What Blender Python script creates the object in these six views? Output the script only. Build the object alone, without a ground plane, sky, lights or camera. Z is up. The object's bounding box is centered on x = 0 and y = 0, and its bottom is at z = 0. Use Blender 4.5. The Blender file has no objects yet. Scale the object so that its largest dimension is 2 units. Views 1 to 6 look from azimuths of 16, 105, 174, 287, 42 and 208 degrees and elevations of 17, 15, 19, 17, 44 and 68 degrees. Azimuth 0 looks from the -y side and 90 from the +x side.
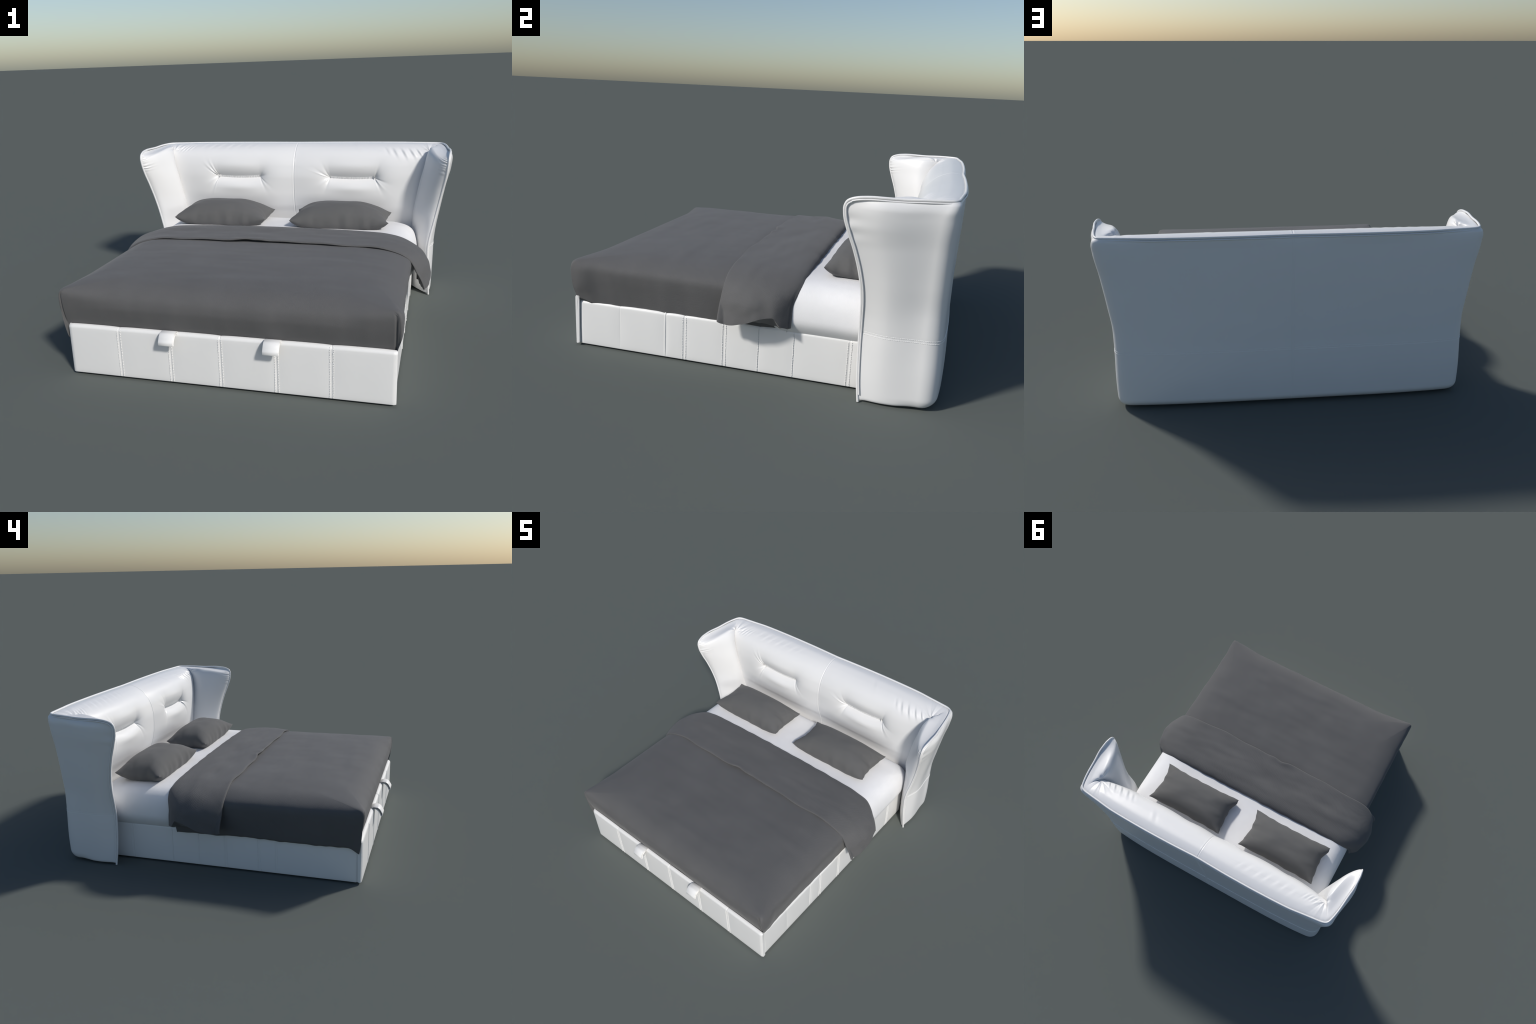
import bpy, bmesh, math, random
import numpy as np
from mathutils import noise, Vector

random.seed(7)
RNG = np.random.default_rng(11)

# ------------------------------------------------------------------ helpers

def catmull(points, n):
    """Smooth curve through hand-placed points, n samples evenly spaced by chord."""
    p = np.array(points, float)
    d = np.r_[0, np.cumsum(np.linalg.norm(np.diff(p, axis=0), axis=1))]
    t = np.linspace(0, d[-1], n)
    return hermite(d, p, t)


def hermite(k, p, t):
    """Monotone-ish cubic interpolation of rows p at knots k, evaluated at t."""
    k, p, t = np.asarray(k, float), np.asarray(p, float), np.asarray(t, float)
    flat = p.ndim == 1
    if flat:
        p = p[:, None]
    h = np.diff(k)[:, None]
    s = np.diff(p, axis=0) / h
    m = np.zeros_like(p)
    m[0], m[-1] = s[0], s[-1]
    a, b = s[:-1], s[1:]
    w1, w2 = 2 * h[1:] + h[:-1], h[1:] + 2 * h[:-1]
    with np.errstate(divide="ignore", invalid="ignore"):
        har = (w1 + w2) / (w1 / a + w2 / b)
    m[1:-1] = np.where(a * b > 0, har, 0.0)
    i = np.clip(np.searchsorted(k, t, side="right") - 1, 0, len(k) - 2)
    hh = (k[i + 1] - k[i])[:, None]
    u = ((t - k[i])[:, None]) / hh
    u = np.clip(u, 0, 1)
    r = ((2 * u**3 - 3 * u**2 + 1) * p[i] + (u**3 - 2 * u**2 + u) * hh * m[i]
         + (-2 * u**3 + 3 * u**2) * p[i + 1] + (u**3 - u**2) * hh * m[i + 1])
    return r[:, 0] if flat else r


def smooth(a, b, x):
    t = np.clip((np.asarray(x, float) - a) / (b - a), 0, 1)
    return t * t * (3 - 2 * t)


def fbm(P, scale, seed=0.0, octaves=2):
    sc = np.broadcast_to(np.asarray(scale, float), (3,))
    Q = P.reshape(-1, 3) * sc + seed
    return np.array([noise.fractal(Vector(q), 1.0, 2.0, octaves) for q in Q]).reshape(P.shape[:-1])


def grid_normals(P):
    du = np.gradient(P, axis=0)
    dv = np.gradient(P, axis=1)
    n = np.cross(du, dv)
    l = np.linalg.norm(n, axis=-1, keepdims=True)
    return n / np.maximum(l, 1e-9)


def mesh_object(name, verts, faces, mat, parent=None, smooth_shade=True, sharp=None):
    me = bpy.data.meshes.new(name)
    me.from_pydata([tuple(map(float, v)) for v in verts], [], faces)
    me.validate()
    me.update()
    if smooth_shade:
        me.polygons.foreach_set("use_smooth", [True] * len(me.polygons))
        if sharp:
            me.set_sharp_from_angle(angle=math.radians(sharp))
    me.materials.append(mat)
    ob = bpy.data.objects.new(name, me)
    bpy.context.scene.collection.objects.link(ob)
    if parent:
        ob.parent = parent
    return ob


def grid_faces(nu, nv, wrap_u=False, wrap_v=False, start=0, flip=False):
    f = []
    for i in range(nu if wrap_u else nu - 1):
        for j in range(nv if wrap_v else nv - 1):
            a, b = start + i * nv + j, start + i * nv + (j + 1) % nv
            c, d = start + ((i + 1) % nu) * nv + (j + 1) % nv, start + ((i + 1) % nu) * nv + j
            f.append((a, b, c, d) if flip else (a, d, c, b))
    return f


class Soup:
    """Collects several grids into one mesh."""
    def __init__(self):
        self.v, self.f, self.uv = [], [], []

    def grid(self, P, wrap_u=False, wrap_v=False, flip=False):
        nu, nv = P.shape[:2]
        self.f += grid_faces(nu, nv, wrap_u, wrap_v, len(self.v), flip)
        self.v += [tuple(p) for p in P.reshape(-1, 3)]
        lu = np.r_[0, np.cumsum(np.linalg.norm(np.diff(P, axis=0), axis=2).mean(axis=1))]
        lv = np.r_[0, np.cumsum(np.linalg.norm(np.diff(P, axis=1), axis=2).mean(axis=0))]
        self.uv += [(a, b) for a in lu for b in lv]

    def fan(self, ring, flip=False):
        s = len(self.v)
        self.v += [tuple(p) for p in ring] + [tuple(np.mean(ring, axis=0))]
        n = len(ring)
        for i in range(n):
            t = (s + i, s + (i + 1) % n, s + n)
            self.f.append(t[::-1] if flip else t)

    def tube(self, path, r, sides=10, closed=False, caps=True):
        path = np.asarray(path, float)
        t = np.gradient(path, axis=0)
        t /= np.linalg.norm(t, axis=1, keepdims=True)
        up = np.array([0.0, 0.0, 1.0]) if abs(t[0][2]) < 0.9 else np.array([1.0, 0.0, 0.0])
        a = np.cross(t[0], up)
        rows = []
        rr = np.broadcast_to(np.asarray(r, float), (len(path),))
        for i in range(len(path)):
            a = a - t[i] * (a @ t[i])
            a /= np.linalg.norm(a)
            b = np.cross(t[i], a)
            ang = np.linspace(0, 2 * np.pi, sides, endpoint=False)
            rows.append(path[i] + rr[i] * (np.cos(ang)[:, None] * a + np.sin(ang)[:, None] * b))
        R = np.array(rows)
        self.grid(R, wrap_v=True)
        if caps:
            self.fan(R[0])
            self.fan(R[-1], True)

    def bead(self, c, along, side, out, size):
        """Flattened octa-ish stitch pellet."""
        c = np.asarray(c, float)
        s = len(self.v)
        rings = [(-1, 0.0, 0.3), (-0.7, 0.75, 0.8), (0, 1.0, 1.0), (0.7, 0.75, 0.8), (1, 0.0, 0.3)]
        for k, w, h in rings:
            for q in (-1, -0.5, 0.5, 1):
                hh = h if abs(q) < 0.9 else -0.3
                self.v.append(tuple(c + along * size[0] * k + side * size[1] * w * q + out * size[2] * hh))
        for i in range(4):
            for j in range(3):
                a = s + i * 4 + j
                self.f.append((a, a + 1, a + 5, a + 4))

    def build(self, name, mat, parent=None, sharp=None, kind=None, weave=False):
        ob = mesh_object(name, self.v, self.f, mat, parent, True, sharp)
        if kind:
            ob["kind"] = kind
        if weave and len(self.uv) == len(self.v):
            lay = ob.data.uv_layers.new(name="weave")
            for lp, d in zip(ob.data.loops, lay.data):
                d.uv = self.uv[lp.vertex_index]
        return ob


def empty(name, loc, label, category):
    e = bpy.data.objects.new(name, None)
    e.empty_display_size = 0.1
    bpy.context.scene.collection.objects.link(e)
    e["label"], e["category"] = label, category
    return e


# ---------------------------------------------------------------- materials

def node(nt, kind, **kw):
    n = nt.nodes.new(kind)
    for k, v in kw.items():
        if k in n.inputs:
            n.inputs[k].default_value = v
        else:
            setattr(n, k, v)
    return n


def base_material(name, rough, spec=0.5):
    m = bpy.data.materials.new(name)
    m.use_nodes = True
    nt = m.node_tree
    b = nt.nodes["Principled BSDF"]
    b.inputs["Roughness"].default_value = rough
    b.inputs["Specular IOR Level"].default_value = spec
    return m, nt, b


def leather(name, colour, rough, bump=0.12):
    m, nt, b = base_material(name, rough)
    co = node(nt, "ShaderNodeTexCoord")
    tone = node(nt, "ShaderNodeTexNoise", Scale=6.0, Detail=3.0)
    nt.links.new(co.outputs["Object"], tone.inputs["Vector"])
    ramp = node(nt, "ShaderNodeValToRGB")
    ramp.color_ramp.elements[0].color = (*[c * 0.97 for c in colour], 1)
    ramp.color_ramp.elements[1].color = (*colour, 1)
    nt.links.new(tone.outputs["Fac"], ramp.inputs["Fac"])
    nt.links.new(ramp.outputs["Color"], b.inputs["Base Color"])
    grain = node(nt, "ShaderNodeTexVoronoi", Scale=420.0)
    nt.links.new(co.outputs["Object"], grain.inputs["Vector"])
    bp = node(nt, "ShaderNodeBump", Strength=bump, Distance=0.0006)
    nt.links.new(grain.outputs["Distance"], bp.inputs["Height"])
    nt.links.new(bp.outputs["Normal"], b.inputs["Normal"])
    return m


def cloth(name, colour, rough, weave=170.0, bump=0.5, sheen=0.0, diag=True, swept=False):
    m, nt, b = base_material(name, rough, 0.25)
    b.inputs["Sheen Weight"].default_value = sheen
    b.inputs["Sheen Roughness"].default_value = 0.5
    co = node(nt, "ShaderNodeTexCoord")
    tone = node(nt, "ShaderNodeTexNoise", Scale=5.0, Detail=4.0)
    nt.links.new(co.outputs["Object"], tone.inputs["Vector"])
    ramp = node(nt, "ShaderNodeValToRGB")
    ramp.color_ramp.elements[0].position = 0.3
    ramp.color_ramp.elements[1].position = 0.7
    ramp.color_ramp.elements[0].color = (*[c * 0.95 for c in colour], 1)
    ramp.color_ramp.elements[1].color = (*[c * 1.04 for c in colour], 1)
    nt.links.new(tone.outputs["Fac"], ramp.inputs["Fac"])
    nt.links.new(ramp.outputs["Color"], b.inputs["Base Color"])
    mp = node(nt, "ShaderNodeMapping")
    mp.inputs["Rotation"].default_value = ((0, 0, 0.8) if swept else (0.5, 0.35, 0.7)) if diag else (0, 0, 0)
    nt.links.new(co.outputs["UV" if swept else "Object"], mp.inputs["Vector"])
    w1 = node(nt, "ShaderNodeTexWave", Scale=weave * 0.46, Distortion=1.0, Detail=1.0)
    w1.inputs["Detail Scale"].default_value = 30.0
    nt.links.new(mp.outputs["Vector"], w1.inputs["Vector"])
    fuzz = node(nt, "ShaderNodeTexNoise", Scale=weave * 1.6, Detail=2.0)
    nt.links.new(co.outputs["Object"], fuzz.inputs["Vector"])
    add = node(nt, "ShaderNodeMath", operation="ADD")
    nt.links.new(w1.outputs["Fac"], add.inputs[0])
    nt.links.new(fuzz.outputs["Fac"], add.inputs[1])
    bp = node(nt, "ShaderNodeBump", Strength=bump, Distance=0.0012)
    nt.links.new(add.outputs[0], bp.inputs["Height"])
    nt.links.new(bp.outputs["Normal"], b.inputs["Normal"])
    return m


WHITE_LEATHER = leather("white_leather", (0.775, 0.775, 0.775), 0.33)
RAIL_LEATHER = leather("white_rail_leather", (0.79, 0.79, 0.785), 0.42)
THREAD = leather("white_thread", (0.80, 0.80, 0.79), 0.6, 0.0)
DUVET_CLOTH = cloth("charcoal_twill", (0.103, 0.103, 0.105), 0.85, 190, 0.2, 0.12)
TURN_CLOTH = cloth("charcoal_twill_turned", (0.103, 0.103, 0.105), 0.85, 150, 0.32, 0.12, swept=True)
PILLOW_CLOTH = cloth("charcoal_cotton", (0.112, 0.112, 0.112), 0.9, 260, 0.12, 0.08)
SHEET_CLOTH = cloth("white_sheet_weave", (0.80, 0.80, 0.81), 0.7, 260, 0.25, 0.0)

# ------------------------------------------------------------ bed: headboard

bed = empty("upholstered_bed", (0, 0, 0),
            "white leather winged bed frame with tufted headboard", "bed")

head = bpy.data.objects.new("headboard", None)
head.empty_display_size = 0.1
bpy.context.scene.collection.objects.link(head)
head.parent = bed

# front edge of the wing (right side), floor to tip
WING_EDGE = np.array([
    (.895, .575, .000), (.889, .564, .100), (.882, .558, .220), (.881, .556, .300), (.890, .556, .380),
    (.902, .556, .440), (.914, .553, .500), (.931, .540, .585), (.952, .512, .690), (.969, .481, .777),
    (.976, .465, .835), (.979, .463, .863), (.981, .472, .890), (.983, .495, .904), (.986, .530, .9120)])
# top edge from the wing tip back to the middle of the headboard
TOP_EDGE = np.array([
    (.986, .530, .9120), (.986, .590, .916), (.975, .685, .915), (.963, .780, .919), (.948, .850, .920),
    (.939, .875, .920), (.926, .889, .920), (.900, .898, .920), (.860, .903, .920), (.780, .912, .920), (.670, .924, .920),
    (.530, .929, .920), (.380, .931, .920), (.230, .930, .920), (.090, .9265, .920), (0.0, .924, .920)])

# virtual back corner and middle of the back, by height
CORNER = np.array([
    (.000, .893, .892), (.050, .903, .900), (.156, .905, .902), (.320, .902, .898), (.420, .903, .895), (.560, .920, .895),
    (.710, .942, .897), (.870, .966, .906), (.905, .958, .905), (.920, .944, .899)])
MIDDLE = np.array([
    (.000, .912), (.050, .928), (.150, .930), (.300, .926), (.380, .923), (.500, .923), (.700, .928), (.800, .931),
    (.870, .932), (.900, .930), (.922, .924)])


def outer_half():
    """Outside of the right half: rows by height, columns from wing edge round the corner to the middle."""
    f = np.unique(np.r_[np.linspace(0, .06, 14), np.linspace(.06, .9, 90), np.linspace(.9, 1, 24)])
    n_side, n_corner, n_back = 60, 14, 70
    rows = []
    for q in f:
        z = .010 + .908 * q
        F = hermite(WING_EDGE[:, 2], WING_EDGE, [.010 + q * .9020])[0]
        kx, ky = (hermite(CORNER[:, 0], CORNER[:, i], [.010 + q * .91])[0] for i in (1, 2))
        my = hermite(MIDDLE[:, 0], MIDDLE[:, 1], [.010 + q * .912])[0]
        r = .070 - .028 * float(smooth(.84, .915, z))
        top = math.sqrt(max(0, 1 - smooth(0, .055, .918 - z) ** 0 * max(0, 1 - (.918 - z) / .05) ** 2)) if z > .868 else 1.0
        foot = 1 - math.sqrt(max(0, 1 - max(0, 1 - (z - .010) / .05) ** 2))
        toe = 1 - math.sqrt(max(0, 1 - max(0, 1 - (z - .010) / .016) ** 2))
        # wing side from the edge to the start of the corner
        end = np.array([kx, ky - r])
        t = np.linspace(0, 1, n_side)
        tt = t ** 1.5
        sx = F[0] + (end[0] - F[0]) * tt
        sy = F[1] + (end[1] - F[1]) * tt
        amp = (.010 + .011 * smooth(.02, .30, z) + .0065 * smooth(.70, .84, z)) * top
        bul = amp * smooth(0, .42, tt) ** .8 * (1 - smooth(.42, 1.02, tt)) - .002 * np.exp(-tt / .03)
        sx = sx + bul - .005 * toe * smooth(0.02, .3, t) - .014 * foot * smooth(.7, 1, t)
        # gathers where the skin is pulled to the tip
        g = np.exp(-((z - .80) / .055) ** 2) * np.exp(-tt * 7) * smooth(0.01, .06, tt)
        sx = sx + .0042 * g * np.cos((z - .80) * 95 + .5)
        sz = z + (F[2] - z) * (1 - t)
        dip = .004 * np.exp(-((sy - .70) / .07) ** 2) * smooth(.8, 1, q)
        side = np.c_[sx, sy, sz - dip]
        # corner, quadratic
        a = np.array([side[-1, 0], side[-1, 1]])
        inset = .030 * foot
        c = np.array([kx - .014 * foot, ky - inset])
        b2x = kx - r
        back_y = lambda x: my - (my - ky) * (abs(x) / kx) ** 4.5 - inset + .006 * smooth(.86, .915, z) * math.sin(math.pi * min(1, abs(x) / .8))
        b = np.array([b2x, back_y(b2x)])
        u = np.linspace(0, 1, n_corner + 2)[1:-1, None]
        cor = (1 - u) ** 2 * a + 2 * u * (1 - u) * c + u ** 2 * b
        corner = np.c_[cor, np.full(n_corner, z)]
        x = np.linspace(b2x, 0, n_back)
        back = np.c_[x, [back_y(k) for k in x], np.full(n_back, z)]
        rows.append(np.vstack([side, corner, back]))
    return np.array(rows)


H = outer_half()
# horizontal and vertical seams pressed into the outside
N = grid_normals(H)
N *= np.sign((N * (H - np.array([0, .7, .5]))).sum(-1, keepdims=True))
seam = np.exp(-((H[..., 2] - .318) / .0035) ** 2) * .0015
H = H - N * seam[..., None]
shell = Soup()
shell.grid(H, flip=True)
M_ = H * np.array([-1, 1, 1])
shell.grid(M_)
# underside closing strip
for S, fl in ((H[0], False), (M_[0], True)):
    inner = S.copy()
    k = np.clip(np.linspace(0, len(S) / 60, len(S)), 0, 1)
    inner[:, 1] = .575 + (.76 - .575) * k
    inner[:, 0] = np.sign(S[:, 0]) * np.minimum(np.abs(S[:, 0]), .893 + (.77 - .893) * k)
    inner[:, 2] = .012
    shell.grid(np.array([inner, S + np.array([0, 0, .001])]), flip=not fl)
shell.build("headboard_shell", WHITE_LEATHER, head)

# inner cushion: profile down the middle seam, and down the corner seam
MID_SEAM = np.array([
    (0, .922, .914), (0, .907, .920), (0, .872, .922), (0, .830, .914), (0, .785, .889), (0, .747, .851), (0, .716, .790),
    (0, .702, .710), (0, .706, .620), (0, .724, .530), (0, .745, .475), (0, .760, .400), (0, .760, .012)])
CORNER_SEAM = np.array([
    (.931, .885, .914), (.922, .868, .919), (.906, .838, .914), (.890, .802, .902), (.875, .772, .882), (.866, .755, .855),
    (.851, .740, .790), (.826, .731, .710), (.802, .727, .620), (.784, .729, .530), (.777, .737, .475), (.772, .750, .400),
    (.770, .760, .012)])
WING_Z = np.array([.905, .898, .886, .868, .846, .818, .765, .690, .610, .525, .470, .400, .012])
KNOT = np.r_[0, np.cumsum(np.linalg.norm(np.diff(MID_SEAM, axis=0), axis=1))]
Q = np.unique(np.r_[np.linspace(0, KNOT[9], 190), np.linspace(KNOT[9], KNOT[-1], 40)])
CS, SS = hermite(KNOT, MID_SEAM, Q), hermite(KNOT, CORNER_SEAM, Q)
WE = hermite(WING_EDGE[:, 2], WING_EDGE, hermite(KNOT, WING_Z, Q))
SLOT_Z, SLOT_X = .718, (.240, .528)
Q_GATHER = KNOT[4]


def radial_folds(dx, dy, rays, reach, amp):
    r = np.hypot(dx, dy) + 1e-6
    phi = np.arctan2(dy, dx)
    out = np.zeros_like(r)
    for ang, wide, k in rays:
        d = np.abs((phi - math.radians(ang) + np.pi) % (2 * np.pi) - np.pi)
        out += k * np.exp(-(d / wide) ** 2)
    return amp * out * np.exp(-r / reach) * smooth(0, .02, r)


def back_panel(side):
    """One half of the tufted front; side is +1 (right) or -1 (left)."""
    w = np.unique(np.r_[np.linspace(0, .012, 11), np.linspace(.012, .9, 200), np.linspace(.9, 1, 34)])
    W = w[None, :]
    e = W ** 5
    P = np.empty((len(Q), len(w), 3))
    P[..., 0] = SS[:, 0:1] * W
    for k in (1, 2):
        P[..., k] = CS[:, k:k + 1] * (1 - e) + SS[:, k:k + 1] * e
    qq = Q[:, None]
    ty = np.interp(P[0, :, 0], TOP_EDGE[::-1, 0], TOP_EDGE[::-1, 1])
    P[..., 1] += (ty - P[0, :, 1])[None, :] * np.exp(-(Q[:, None] / .05) ** 2)
    n = grid_normals(P)
    n *= np.where((n[..., 1:2] - n[..., 2:3]) > 0, -1, 1)
    env = smooth(.06, .22, qq) * (1 - smooth(KNOT[8], KNOT[11], qq))
    h = .018 * (1 - np.abs(2 * W - 1) ** 2.2) * env
    # rise from the piping
    h = h + .003 * np.sin(np.pi * np.clip(qq / .10, 0, 1)) * (1 - W ** 8)
    # seam grooves
    h = h - .0013 * np.exp(-(P[..., 0] / .002) ** 2) + .0004 * np.exp(-((P[..., 0] - .007) / .003) ** 2)
    # pulled-in slot
    x, z = P[..., 0], P[..., 2]
    front = smooth(KNOT[4], KNOT[6], qq)
    ex = np.clip(x, *SLOT_X)
    sag = .006 * np.sin(np.pi * (ex - SLOT_X[0]) / (SLOT_X[1] - SLOT_X[0]))
    dx, dz = x - ex, z - (SLOT_Z - sag)
    r = np.sqrt(dx ** 2 + (dz * np.where(dz > 0, .75, 1.0)) ** 2 + .005 ** 2)
    h = h - (.052 * np.exp(-r / .026) + .010 * np.exp(-(r / .10) ** 2)) * front
    # fabric swells under and over the slot
    h = h + .010 * np.exp(-((x - .385) / .13) ** 2) * np.exp(-((z - .655) / .035) ** 2) * front
    h = h + .007 * np.exp(-((x - .385) / .16) ** 2) * np.exp(-((z - .785) / .04) ** 2) * front
    if side < 0:
        inn = [(-60, .14, -1), (-38, .12, -.8), (20, .3, -.8), (55, .3, -.5)]
        out_ = [(35, .08, -1.0), (50, .07, -1.2), (42, .06, 1.2), (66, .10, -.8), (58, .05, 1), (-35, .2, 1.0), (-62, .12, -1.1), (-72, .06, .8)]
    else:
        inn = [(150, .10, -1.0), (160, .05, .8), (120, .12, -.7), (218, .22, 1.1), (250, .15, -.9)]
        out_ = [(70, .16, -1), (-20, .14, -.9), (-60, .12, -1.0), (-45, .1, .7)]
    zz = z - SLOT_Z
    h = h + radial_folds(x - SLOT_X[0], zz, inn if side > 0 else [(180 - a, b, c) for a, b, c in inn], .042, .0095) * front
    h = h + radial_folds(x - SLOT_X[1], zz, out_, .042, .0095) * front
    # gathers at the top corner
    du, dq = (x - .862), -(qq - Q_GATHER) * np.ones_like(x)
    rays = [(66, .10, .9), (82, .07, -.9), (98, .09, 1.0), (117, .08, -.8), (135, .11, .9), (158, .10, -.6)]
    h = h + radial_folds(du, dq, rays, .055, .007)
    # slanting puckers along the top roll: (x, depth down the roll, half length, half width, height)
    if side > 0:
        puckers = [(.800, .165, .030, .010, .0042), (.757, .170, .034, .012, .0046), (.706, .172, .036, .013, .0046), (.652, .168, .034, .014, .0036),
                   (.606, .160, .028, .013, .0020), (.40, .11, .04, .02, .0008)]
    else:
        puckers = [(.815, .120, .030, .008, .0034), (.790, .128, .030, .008, .0036), (.765, .130, .030, .008, .0030), (.735, .125, .030, .009, .0020), (.650, .10, .035, .018, .0012),
                   (.590, .11, .035, .016, .0014), (.530, .105, .035, .018, .0012), (.465, .11, .035, .017, .0014), (.40, .10, .035, .017, .0011), (.33, .105, .035, .018, .0010), (.27, .10, .035, .016, .0007)]
    for px, pq, pl_, pw, ph in puckers:
        across = (x - px - (qq - pq) * .45) / pw
        h = h + ph * (2.0 if side > 0 else 1.3) * across * np.exp(-across ** 2) * np.exp(-((qq - pq) / pl_) ** 2)
    P2 = P + n * h[..., None]
    P2[..., 0] *= side
    return P2


panel = Soup()
PR, PL = back_panel(1), back_panel(-1)
panel.grid(PR)
panel.grid(PL, flip=True)
panel.build("headboard_cushion", WHITE_LEATHER, head)


def wing_inside(side):
    a = np.unique(np.r_[np.linspace(0, .08, 16), np.linspace(.08, .88, 110), np.linspace(.88, 1, 22)])[None, :]
    P = SS[:, None, :] * (1 - a[..., None]) + WE[:, None, :] * a[..., None]
    tx = np.interp(P[0, :, 1], TOP_EDGE[:8, 1], TOP_EDGE[:8, 0])
    P[..., 0] += (tx - .002 - P[0, :, 0])[None, :] * np.exp(-(Q[:, None] / .06) ** 2)
    n = grid_normals(P)
    n *= np.where((n[..., 0:1] + .6 * n[..., 1:2] - .6 * n[..., 2:3]) > 0, -1, 1)
    qq = Q[:, None]
    n[..., 2] *= smooth(.02, .16, qq)
    fa = 1 - np.abs(2 * a ** .85 - 1) ** 3
    env = smooth(-.02, .11, qq) * (1 - np.exp(-qq / .02)) * (.060 - .020 * smooth(KNOT[6], KNOT[9], qq) - .018 * smooth(KNOT[9], KNOT[11], qq))
    h = env * fa * .85
    h = h + .008 * (1 - np.exp(-(1 - a) / .03)) * np.exp(-((1 - a) / .18) ** 2) * smooth(0, .05, qq)
    # corner gathers
    length = np.linalg.norm(WE - SS, axis=1)[:, None]
    du, dq = a * length, -(qq - Q_GATHER) * np.ones_like(a)
    rays = [(5, .16, -.8), (26, .15, 1.0), (47, .11, -1.0), (66, .13, 1.1), (86, .10, -.9), (103, .11, .8)]
    h = h + radial_folds(du, dq, rays, .052, .009)
    # short pleats against the piping round the tip
    edge = (1 - a) * length
    pleat = np.exp(-edge / .024) * smooth(0, .006, edge) * smooth(.010, .03, qq) * (1 - smooth(.20, .28, qq))
    h = h + .0055 * pleat * np.sin(qq * 215 + 1.5 * np.sin(qq * 60 + side)) * (.55 + .45 * np.sin(qq * 47 + 2 * side))
    P2 = P + n * h[..., None]
    P2[..., 0] *= side
    return P2


wing = Soup()
wing.grid(wing_inside(1), flip=True)
wing.grid(wing_inside(-1))
wing.build("wing_cushion", WHITE_LEATHER, head)

# piping: a cord along wing edge and top, both sides, one run
half = np.vstack([WING_EDGE, TOP_EDGE[1:]])
half[0, 2] = .0004
whole = np.vstack([half, (half * np.array([-1, 1, 1]))[::-1][1:]])
cord = catmull(whole, 520)
pipe = Soup()
pipe.tube(cord, .0058, 12)
pipe.build("piping", WHITE_LEATHER, head)
# flat welt just outside the piping
welt = cord.copy()
c0 = np.array([0, .72, 0])
off = (welt - c0) * np.array([1, 1, 0])
back_part = smooth(.86, .90, welt[:, 1])[:, None]
welt += np.array([0, .006, -.010]) * back_part + (1 - back_part) * np.c_[np.sign(welt[:, 0]) * .005, np.full(len(welt), .0075) * (welt[:, 2] < .9), -.009 * smooth(.86, .91, welt[:, 2])]
wl = Soup()
keep = welt[:, 2] > .03
wl.tube(welt[keep], .0036, 8)
wl.build("piping_welt", WHITE_LEATHER, head)

# ruched strips sewn into the two slots
def floor_y(x, z):
    j = int(np.argmin(np.abs(PR[150, :, 0] - x)))
    k = slice(40, 215)
    return float(np.interp(-z, -PR[k, j, 2], PR[k, j, 1]))


for side, P in ((1, PR), (-1, PL)):
    nx, ns = 260, 9
    x = np.linspace(SLOT_X[0] + .002, SLOT_X[1] - .002, nx)
    rows = []
    for i, xv in enumerate(x):
        t = i / (nx - 1)
        sag = .006 * math.sin(math.pi * t)
        rib = math.sin(i * 1.05 + 1.1 * math.sin(i * .23) + .6 * math.sin(i * .071)) * (.7 + .3 * math.sin(i * .37))
        col = []
        for j in range(ns):
            s = j / (ns - 1)
            zz = SLOT_Z - sag + .011 - .026 * s
            yy = floor_y(xv, SLOT_Z - sag) - .004 - .003 * math.sin(math.pi * s) - .0022 * rib * math.sin(math.pi * s) ** .7 + .010 * s * (1 - s) - (-.008 * (s - .5))
            col.append((xv * side, yy, zz))
        rows.append(col)
    st = Soup()
    st.grid(np.array(rows), flip=side < 0)
    st.build("ruched_strip", WHITE_LEATHER, head)

# thin base welt where headboard meets mattress
lip = Soup()
lip.tube(np.c_[np.linspace(-.77, .77, 40), np.full(40, .752), np.full(40, .464)], .0045, 8)
lip.build("base_cord", WHITE_LEATHER, head)

# stitching on the outside of the headboard
st = Soup()
row = np.array([hermite(H[:, j, 2], H[:, j, :], [.3235])[0] for j in range(H.shape[1])])
row2 = np.array([hermite(H[:, j, 2], H[:, j, :], [.3125])[0] for j in range(H.shape[1])])
for R in (row, row2):
    L = catmull(R[::2], 170)
    T = np.gradient(L, axis=0)
    T /= np.linalg.norm(T, axis=1, keepdims=True)
    for p, t in zip(L[2:], T[2:]):
        o = np.array([-t[1], t[0], 0]) * -1
        if o @ (p - np.array([0, .7, .3])) < 0:
            o = -o
        for s in (1, -1):
            m = np.array([s, 1, 1])
            st.bead(p * m + o * m * .0003, t * m, np.array([0, 0, 1.0]), o * m, (.0032, .0012, .0012))
for xo in (-.006, .006):
    for zz in np.arange(.03, .90, .0085):
        y = np.interp(zz, H[:, -1, 2], H[:, -2, 1])
        st.bead((xo, y + .0003, zz), np.array([0, 0, 1.0]), np.array([1.0, 0, 0]), np.array([0, 1.0, 0]), (.0030, .0009, .0007))
st.build("headboard_stitching", THREAD, head, kind="stuff")

# ------------------------------------------------------------- bed: the rails

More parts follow.
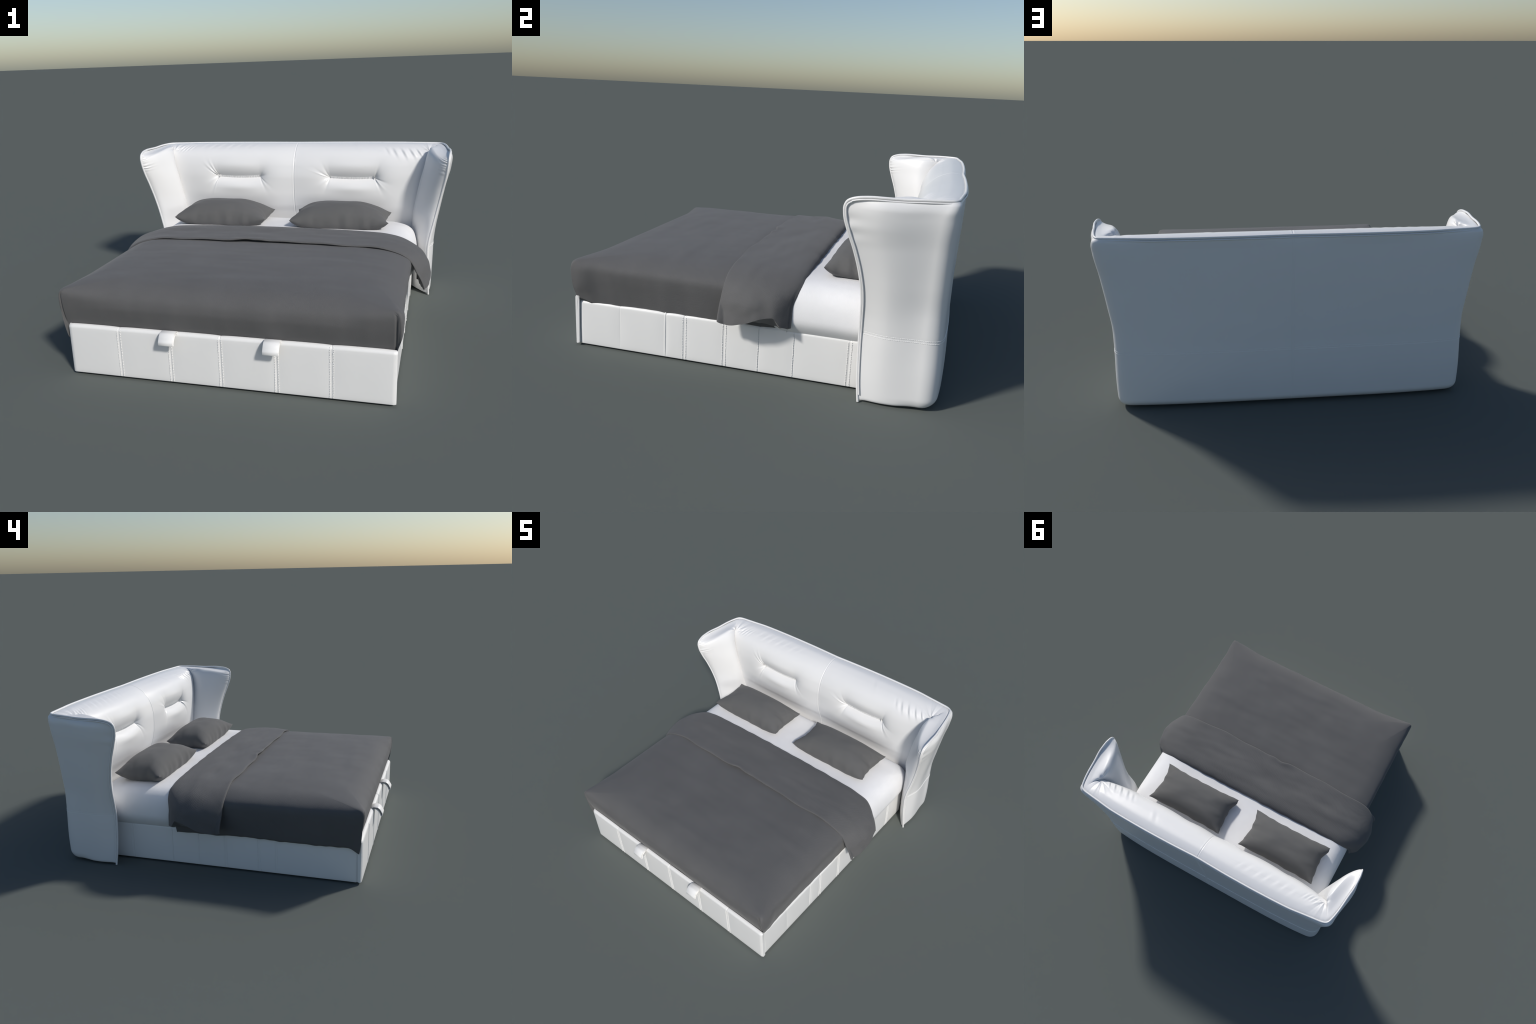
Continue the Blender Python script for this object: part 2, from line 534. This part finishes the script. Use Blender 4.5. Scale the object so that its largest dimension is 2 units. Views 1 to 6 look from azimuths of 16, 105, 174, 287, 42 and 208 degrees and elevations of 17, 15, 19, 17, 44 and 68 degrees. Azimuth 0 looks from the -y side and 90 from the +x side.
def padded_board(length, height, thick, seams, z0, taper=.0):
    """Upholstered board in local frame: s along length, z up, depth outward 0..thick."""
    s = np.unique(np.r_[np.linspace(0, length, 160), *[np.linspace(q - .012, q + .012, 13) for q, _ in seams]])
    s = s[(s >= 0) & (s <= length)]
    prof = []  # (depth, z) loop round the section
    r = .018
    for a in np.linspace(-90, 0, 5):
        prof.append((thick - .004 + .004 * math.cos(math.radians(a)), .004 + .004 * math.sin(math.radians(a)), 0))
    for z in np.linspace(.01, height - r, 22)[1:-1]:
        prof.append((thick, z, 1))
    for a in np.linspace(0, 90, 10):
        prof.append((thick - r + r * math.cos(math.radians(a)), height - r + r * math.sin(math.radians(a)), 2))
    for a in np.linspace(90, 180, 5):
        prof.append((.006 + .006 * math.cos(math.radians(a)), height - .006 + .006 * math.sin(math.radians(a)), 2))
    prof.append((0, .004, 3))
    edges = np.r_[0, [q for q, _ in seams], length]
    rows = []
    for v in s:
        i = np.clip(np.searchsorted(edges, v) - 1, 0, len(edges) - 2)
        t = (v - edges[i]) / (edges[i + 1] - edges[i])
        puff = (1 - abs(2 * t - 1) ** 4)
        groove = sum(math.exp(-((v - q) / .0022) ** 2) * d for q, d in seams)
        ridge = sum(math.exp(-((v - q - .0035) / .0022) ** 2) * d for q, d in seams)
        endr = min(v, length - v)
        er = .006 * (1 - math.sqrt(max(0, 1 - max(0, 1 - endr / .006) ** 2)))
        col = []
        for d, z, k in prof:
            dd = d
            zz = z
            f = 1 if k in (1, 2) else .3
            if k != 3:
                vert = math.sin(math.pi * min(1, max(0, z / height)))
                dd = d + f * (puff * .003 * vert ** .5 - groove * .0016 + ridge * .0012) - er
            if k == 2:
                zz = z + puff * .003 - groove * .0012
            col.append((v, dd, zz + z0))
        rows.append(col)
    return np.array(rows)


def place(P, o, along, out):
    o, along, out = map(np.array, (o, along, out))
    return o + P[..., 0:1] * along + P[..., 1:2] * out + P[..., 2:3] * np.array([0, 0, 1.0])


def board_object(name, P, flip):
    s = Soup()
    s.grid(P, wrap_v=True, flip=flip)
    s.fan(P[0], flip)
    s.fan(P[-1], not flip)
    return s.build(name, RAIL_LEATHER, bed, sharp=50)


def stitch_rows(seams, z_lo, z_hi, o, along, out, thick):
    s = Soup()
    o, along, out = map(np.array, (o, along, out))
    up = np.array([0, 0, 1.0])
    for q, style in seams:
        offs = {"double": (-.0085, .0085), "single": (-.005,), "plain": ()}[style]
        for d in offs:
            for z in np.arange(z_lo, z_hi, .0083):
                j = RNG.normal(0, .0004, 2)
                dip = .018 - math.sqrt(max(0, .018 ** 2 - max(0, z - (z_hi - .018)) ** 2))
                s.bead(o + along * (q + d + j[0]) + out * (thick + .0011 - dip) + up * (z + j[1]), up, along, out, (.0033, .0020, .0019))
    return s


# footboard: spans the foot end, facing -y
FB_X, FB_Y = .787, -.857
f_seams = [(-.517, .55), (-.254, 1.0), (-.005, 1.1), (.261, 1.0), (.511, .8)]
fs = [(q + FB_X, d) for q, d in f_seams]
P = padded_board(2 * FB_X + .006, .255, .022, fs, .009)
o = (-FB_X, FB_Y, 0)
fb = board_object("footboard", place(P, o, (1, 0, 0), (0, -1, 0)), False)
s = stitch_rows([(q, "double") for q, _ in fs], .016, .262, o, (1, 0, 0), (0, -1, 0), .0225)
s.build("footboard_stitching", THREAD, fb, kind="stuff")

# side rails, from footboard to wing
SR_Y0, SR_LEN, SR_X = -.856, 1.56, .763
side_seams = [(-.632, .45, "plain"), (-.397, .35, "plain"), (-.386, .35, "plain"), (-.290, .9, "double"), (-.087, .9, "double"),
              (.085, .5, "single"), (.254, .55, "single"), (.509, .9, "double")]
for side in (1, -1):
    sm = [(q - SR_Y0, d * (.45 if side > 0 else .3)) for q, d, _ in side_seams]
    P = padded_board(SR_LEN, .230, .020, sm, .007)
    o = (SR_X * side, SR_Y0, 0)
    rail = board_object("side_rail", place(P, o, (0, 1, 0), (side, 0, 0)), side > 0)
    s = stitch_rows([(q - SR_Y0, st_) for q, _, st_ in side_seams], .014, .234, o, (0, 1, 0), (side, 0, 0), .0205)
    s.build("side_rail_stitching", THREAD, rail, kind="stuff")

# pull straps folded over the top of the footboard
for xc in (-.252, .247):
    line = catmull([(-.856, .260), (-.868, .269), (-.884, .2735), (-.902, .272), (-.916, .263), (-.926, .248), (-.9330, .233), (-.9315, .2220), (-.925, .2215),
                    (-.920, .232), (-.913, .245), (-.902, .256), (-.888, .2625), (-.876, .260)], 60)
    t = np.gradient(line, axis=0)
    t /= np.linalg.norm(t, axis=1, keepdims=True)
    nrm = np.c_[-t[:, 1], t[:, 0]]
    th = .0018
    wd = .0365
    ring = []
    for sx, sn in ((-1, -1), (-1, 1), (1, 1), (1, -1)):
        for bx in ((0.0, 1.0), (1.0, .4)):
            k = bx if sx * sn > 0 else bx[::1]
            ring.append((sx, sn))
    sec = [(-wd, -th * .4), (-wd, th * .4), (-wd + .0015, th), (wd - .0015, th), (wd, th * .4), (wd, -th * .4), (wd - .0015, -th), (-wd + .0015, -th)]
    P = np.array([[(xc + a, line[i, 0] + nrm[i, 0] * b, line[i, 1] + nrm[i, 1] * b) for a, b in sec] for i in range(len(line))])
    s = Soup()
    s.grid(P, wrap_v=True)
    s.fan(P[0])
    s.fan(P[-1], True)
    s.build("pull_strap", RAIL_LEATHER, fb, sharp=40)

# ------------------------------------------------------------ soft rectangle

def soft_block(x0, x1, y0, y1, profile, tweak=None, n_edge=110, n_cor=10, rmin=.018, rgrow=.85):
    """Rings of a rounded rectangle, stacked by (inset, z) profile, ending in the middle of the top."""
    cx, cy, hx, hy = (x0 + x1) / 2, (y0 + y1) / 2, (x1 - x0) / 2, (y1 - y0) / 2
    rings = []
    for k, (d, z) in enumerate(profile):
        # insets beyond this scale towards the middle
        a, b = hx - d, hy - d
        r = min(rmin + max(d, 0) * rgrow, max(0.0, min(a, b)) * .6)
        pts, nor = [], []
        corners = [(a - r, -b + r, -90), (a - r, b - r, 0), (-a + r, b - r, 90), (-a + r, -b + r, 180)]
        for i, (px, py, a0) in enumerate(corners):
            for t in np.linspace(0, 90, n_cor):
                g = math.radians(a0 + t)
                pts.append((px + r * math.cos(g), py + r * math.sin(g)))
                nor.append((math.cos(g), math.sin(g)))
            nx_, ny_, na = corners[(i + 1) % 4]
            e0 = np.array(pts[-1])
            g = math.radians(na)
            e1 = np.array((nx_ + r * math.cos(g), ny_ + r * math.sin(g)))
            for t in (.5 - .5 * np.cos(np.pi * np.linspace(0, 1, n_edge + 2)))[1:-1]:
                pts.append(tuple(e0 + (e1 - e0) * t))
                nor.append((math.cos(g), math.sin(g)))
        pts, nor = np.array(pts), np.array(nor)
        ring = np.c_[pts[:, 0] + cx, pts[:, 1] + cy, np.full(len(pts), z)]
        rings.append(tweak(ring, nor, d, z) if tweak else ring)
    return np.array(rings)


def weld(ob, dist=2e-5):
    bm = bmesh.new()
    bm.from_mesh(ob.data)
    bmesh.ops.remove_doubles(bm, verts=bm.verts, dist=dist)
    bmesh.ops.dissolve_degenerate(bm, edges=bm.edges, dist=1e-6)
    bm.to_mesh(ob.data)
    bm.free()
    return ob


def profile_from(points, n):
    return [tuple(p) for p in catmull(points, n)]


# ------------------------------------------------------------------ mattress

MAT = profile_from([(.075, .05), (.070, .14), (.055, .205), (.030, .236), (.008, .268), (.000, .295), (.003, .33), (.016, .382), (.045, .425), (.085, .449), (.15, .461),
                    (.25, .4655), (.40, .467), (.60, .468), (.7925, .468)], 64)


def mattress_tweak(R, nor, d, z):
    R = R.copy()
    k = smooth(.0, .2, d)
    R[:, 2] += fbm(R, (5, 5, 5), 3.1) * .0025 * k
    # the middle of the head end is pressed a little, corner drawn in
    side = np.abs(nor[:, 0])
    R[:, 0] -= np.sign(R[:, 0]) * .055 * (1 - smooth(.06, .20, R[:, 1])) * side * (1 - smooth(.1, .3, d))
    R[:, 0] -= np.sign(R[:, 0]) * .014 * smooth(.55, .78, R[:, 1]) * side * (1 - smooth(.1, .3, d))
    return R


MR = soft_block(-.818, .815, -.83, .755, MAT, mattress_tweak, 70, 10, .07, .6)
s = Soup()
s.grid(MR, wrap_v=True, flip=False)
s.fan(MR[0], True)
mat = weld(s.build("mattress", SHEET_CLOTH))
mat["label"], mat["category"] = "thick white sheeted mattress with rounded edges", "mattress"

# --------------------------------------------------------------------- duvet

duvet = empty("duvet", (0, 0, 0), "charcoal grey duvet with its top folded back", "duvet")
DUV = profile_from([(.008, .205), (.005, .235), (.002, .275), (.000, .32), (-.002, .365), (-.001, .400), (.004, .423), (.014, .439), (.034, .452), (.065, .463),
                    (.11, .473), (.18, .482), (.28, .489), (.36, .4915), (.44, .492), (.556, .492)], 78)
DX0, DX1, DY0, DY1 = -.819, .808, -.890, .222


def duvet_tweak(R, nor, d, z):
    R = R.copy()
    skirt = 1 - smooth(.0, .05, max(d, 0) if z > .40 else 0)
    low = 1 - smooth(.22, .34, z) if z < .4 else 0.0
    front = np.clip(-nor[:, 1], 0, 1)
    right = np.clip(nor[:, 0], 0, 1)
    left = np.clip(-nor[:, 0], 0, 1)
    # tuck the foot behind the footboard, the right side into the rail, let the left side hang out
    down = max(0.0, .425 - z) / .175
    R[:, 1] += front * .026 * down
    R[:, 0] -= right * .024 * down * (.35 + .65 * smooth(-.86, -.68, R[:, 1]))
    R[:, 0] += left * .009 * down
    wave = np.array([noise.noise(Vector((x * 7, y * 7, 2.0))) for x, y in R[:, :2]])
    fine = np.array([noise.noise(Vector((x * 22, y * 22, 8.0))) for x, y in R[:, :2]])
    if z < .4:
        R[:, 2] += low * left * (.012 + .010 * wave + .005 * fine - .035 * (1 - smooth(-.88, -.80, R[:, 1])))
        R[:, 2] += low * right * .040 * (1 - smooth(-.86, -.70, R[:, 1]))
        R[:, 2] += low * front * (.030 + .004 * fine)
    # side folds
    R[:, :2] += nor * (skirt * (.004 * wave + .0015 * fine))[:, None]
    # drawn-in crease at the foot corners
    for cx in (DX0, DX1):
        rr = np.hypot(R[:, 0] - cx, R[:, 1] - DY0)
        on = skirt * np.exp(-(rr / .011) ** 2) * (1 - smooth(.425, .440, z))
        sgn = 1 if cx > 0 else -1
        face = front > .9
        across = (R[:, 0] - (cx - sgn * (.024 if sgn > 0 else .012))) * sgn
        cut = np.where(across < 0, np.exp(-(across / .0035) ** 2), np.exp(-(across / .006) ** 2)) * face * skirt * (1 - smooth(.422, .440, z))
        R[:, 1] += cut * .007
        bulge = skirt * np.exp(-((rr - .06) / .05) ** 2) * (1 - smooth(.40, .46, z)) * smooth(.2, .33, z) * np.abs(nor[:, 0])
        R[:, :2] += nor * (bulge * (.010 if sgn > 0 else .001))[:, None]
        # pointed ears at the corners
        R[:, 2] += .012 * np.exp(-(rr / .05) ** 2) * smooth(.38, .43, z)
    # long edges roll over softly between the corners
    reach = np.minimum(np.minimum(R[:, 0] - DX0, DX1 - R[:, 0]), 9) * front + (R[:, 1] - DY0) * (right + left) + 9 * np.clip(nor[:, 1], 0, 1)
    away = smooth(.04, .30, reach)
    roll = float(smooth(.335, .44, z)) * math.exp(-(max(d, 0) / .075) ** 2)
    R[:, 2] -= away * roll * (.017 * front + .010 * (right + left))
    R[:, 1] += away * front * .012 * float(smooth(.35, .44, z)) * math.exp(-(max(d, 0) / .05) ** 2)
    # shallow wrinkles on top
    top = smooth(.02, .16, max(d, 0) if z > .42 else 0)
    w = fbm(R, (2.2, 9, 0), 5.0) * .0035 + fbm(R, (6, 4, 0), 9.0) * .0018
    R[:, 2] += top * w
    # head end stays low under the turned-back part
    R[:, 2] -= .012 * smooth(.12, .26, R[:, 1]) * top
    return R


DR = soft_block(DX0, DX1, DY0, DY1, DUV, duvet_tweak, 170, 12, .012, .9)
s = Soup()
s.grid(DR, wrap_v=True)
inner = DR[0] * np.array([.985, .985, 1]) + np.array([0, 0, .012])
s.grid(np.array([inner, DR[0]]), wrap_v=True)
weld(s.build("duvet_body", DUVET_CLOTH, duvet))

# the turned-back band: swept across the bed, hanging down both sides
ARM = np.array([(0, .4930), (.20, .4922), (.38, .4895), (.52, .485), (.62, .480), (.70, .467), (.755, .446), (.795, .412), (.814, .375), (.826, .330),
                (.833, .285), (.838, .235)])


def turned_back(nu=260):
    arm = catmull(ARM, 400)
    L = np.r_[0, np.cumsum(np.linalg.norm(np.diff(arm, axis=0), axis=1))]
    # loop round the band: (y, lift) top side from foot edge to head edge, then underside back
    top = catmull([(-.086, .003), (-.094, .008), (-.088, .0145), (-.06, .016), (0, .017), (.08, .017), (.16, .016), (.215, .012), (.252, .002), (.270, -.014),
                   (.272, -.028), (.262, -.036)], 96)
    under = catmull([(.262, -.036), (.24, -.020), (.16, -.004), (.05, .000), (-.04, .002), (-.086, .003)], 40)[1:-1]
    loop = np.vstack([top, under])
    is_top = np.r_[np.ones(len(top)), np.zeros(len(under))]
    u = np.linspace(-1, 1, nu)
    rows = []
    for uv in u:
        sgn = 1 if uv >= 0 else -1
        col = []
        for (y, h), tp in zip(loop, is_top):
            # hem height differs along the band
            end_z = hermite([-.11, -.085, -.06, .04, .12, .17, .22, .29], [.275, .262, .256, .276, .306, .314, .280, .262], [y])[0]
            if not tp:
                end_z = .274 - .012 * float(smooth(.10, .25, y)) + .007 * noise.noise(Vector((y * 45, sgn * 3, .5)))
            s_end = np.interp(-end_z, -arm[:, 1], L)
            sv = abs(uv) * s_end
            px, pz = np.interp(sv, L, arm[:, 0]), np.interp(sv, L, arm[:, 1])
            tx = np.interp(sv + .004, L, arm[:, 0]) - np.interp(sv - .004, L, arm[:, 0])
            tz = np.interp(sv + .004, L, arm[:, 1]) - np.interp(sv - .004, L, arm[:, 1])
            l = math.hypot(tx, tz)
            n = (-tz / l, tx / l)
            hang = 1 - float(smooth(.345, .478, pz))
            belly = math.sin(math.pi * min(1, max(0, (y + .100) / .365))) ** .75
            flare = .040 * (1 - float(smooth(.265, .400, pz))) * math.exp(-((y + .10) / .06) ** 2)
            if tp:
                lift = h + max(hang * .060 * belly, flare)
            else:
                lift = h + hang * .010 * belly + flare * .85
            if h < 0:
                lift = h * (1 - .5 * hang)
            yy = y - hang * .030 * float(smooth(.15, .27, y))
            col.append((sgn * (px + n[0] * lift), yy, pz + n[1] * lift, hang, tp))
        rows.append(col)
    A = np.array(rows)
    P, hang, tp = A[..., :3], A[..., 3], A[..., 4]
    # the left side hangs a touch further out
    P[..., 0] = np.where(P[..., 0] < 0, P[..., 0] * 1.012 - .004 * hang, P[..., 0])
    x, y = P[..., 0].copy(), P[..., 1].copy()
    edge = np.exp(-((y + .09) / .03) ** 2)
    wig = .006 * np.sin(x * 9 + 1) + .004 * np.sin(x * 21 + 2) + .010 * np.exp(-((x + .09) / .035) ** 2) - .008 * np.exp(-((x + .01) / .04) ** 2)
    P[..., 1] += edge * wig * .8 * (1 - hang)
    lifted = .006 * (np.exp(-((x + .12) / .05) ** 2) + np.exp(-((x + .02) / .04) ** 2)) + .003 * np.sin(x * 13) ** 2
    P[..., 2] += edge * lifted * (1 - hang)
    head_edge = np.exp(-((y - .27) / .03) ** 2)
    jag = np.array([noise.noise(Vector((v * 14, 3, 1))) for v in x[:, 0]])[:, None] * .005
    P[..., 1] += head_edge * jag
    # soft rumples, running slantwise across the band
    diag = np.stack([x * 3.2 + y * 5, y * 9 - x * 2, np.zeros_like(x)], -1)
    rump = fbm(diag, .62, 4.0, 1) * .0115 + fbm(diag, 1.5, 7.0, 1) * .0055
    mid = np.exp(-((y - .08) / .12) ** 2) * tp
    P[..., 2] += rump * mid * (1 - hang)
    P[..., 0] += np.sign(x) * fbm(P, 11, 2.0) * .006 * hang
    return P


TB = turned_back()
s = Soup()
s.grid(TB, wrap_v=True, flip=True)
# hems closed with a strip between top and underside
for end, fl in ((TB[0], False), (TB[-1], True)):
    nt_ = 96
    topl = end[:nt_]
    und = np.vstack([end[nt_ - 1:nt_], end[nt_:], end[:1]])[::-1]
    und = np.array([np.interp(np.linspace(0, 1, nt_), np.linspace(0, 1, len(und)), und[:, k]) for k in range(3)]).T
    s.grid(np.array([topl, und]), flip=fl)
s.build("duvet_turndown", TURN_CLOTH, duvet, weave=True)

# ------------------------------------------------------------------- pillows

def pillow_mesh():
    n, m = 150, 90
    soup = Soup()
    hx, hy = .304, .149
    u = np.sin(np.linspace(-1, 1, n) * np.pi / 2)
    v = np.sin(np.linspace(-1, 1, m) * np.pi / 2)
    U, V = np.meshgrid(u, v, indexing="ij")
    # edges pulled in between pointed corners
    pin_x = (.030 - .012 * np.sign(U) * 0) * (1 - np.abs(V) ** 1.6) * np.abs(U) ** 3
    pin_y = .012 * (1 - U ** 2) * np.abs(V) ** 3 * np.sign(V)
    wob = np.vectorize(lambda a, b: noise.noise(Vector((a, b, 1.5))))
    X = U * hx - np.sign(U) * pin_x + np.abs(U) ** 6 * .008 * wob(U * 0 + np.sign(U) * 3, V * 4.0)
    Y = V * hy - pin_y + np.abs(V) ** 6 * .005 * wob(U * 6.0, np.sign(V) * 2)
    base = np.clip((1 - np.abs(U) ** 2.6), 0, 1) ** .56 * np.clip((1 - np.abs(V) ** 2.4), 0, 1) ** .54
    corner = np.abs(U) ** 4 * np.abs(V) ** 4
    # creases near the short ends
    fold = np.zeros_like(U)
    for cu, cv, ang, ln, wd, k in ((.86, -.15, .2, .10, .010, .010), (.80, .35, -.5, .10, .009, .007), (-.88, .30, .3, .09, .010, .009), (-.84, -.35, -.5, .10, .010, .008),
                                   (-.72, .75, 1.2, .10, .010, .006), (.75, -.72, 1.0, .12, .011, .007), (.9, .62, .6, .08, .008, .006)):
        dx, dy = X - cu * hx, Y - cv * hy
        a = dx * math.cos(ang) + dy * math.sin(ang)
        b = -dx * math.sin(ang) + dy * math.cos(ang)
        fold += .2 * k * np.exp(-(a / (ln * .5)) ** 2 - (b / wd) ** 2)
    seam_z = .038 + .012 * corner * np.sign(1) - .006 * (1 - np.abs(V)) + .004 * wob(U * 3, V * 3)
    seam_z = seam_z - .006 * (V < 0) * np.abs(V) * (1 - np.abs(U) ** 4)
    top = seam_z + .108 * base - fold * base ** .3 + .003 * wob(U * 2.5, V * 2 + 7) * base
    bot = np.maximum(seam_z - .075 * base ** .9, .001 * base)
    bot = seam_z + (np.minimum(bot, seam_z) - seam_z)
    soup.grid(np.stack([X, Y, top], -1), flip=False)
    soup.grid(np.stack([X, Y, bot - .0003], -1), flip=True)
    return soup


pl = pillow_mesh()
p1 = pl.build("pillow", PILLOW_CLOTH)
p1.data.update()
bm = bmesh.new()
bm.from_mesh(p1.data)
bmesh.ops.remove_doubles(bm, verts=bm.verts, dist=.0006)
bmesh.ops.recalc_face_normals(bm, faces=bm.faces)
bm.to_mesh(p1.data)
bm.free()
p1.location = (.346, .488, .468)
p2 = p1.copy()
bpy.context.scene.collection.objects.link(p2)
p2.location = (-.4145, .487, .468)
for p in (p1, p2):
    p["label"], p["category"] = "plump charcoal grey pillow with pointed corners", "pillow"
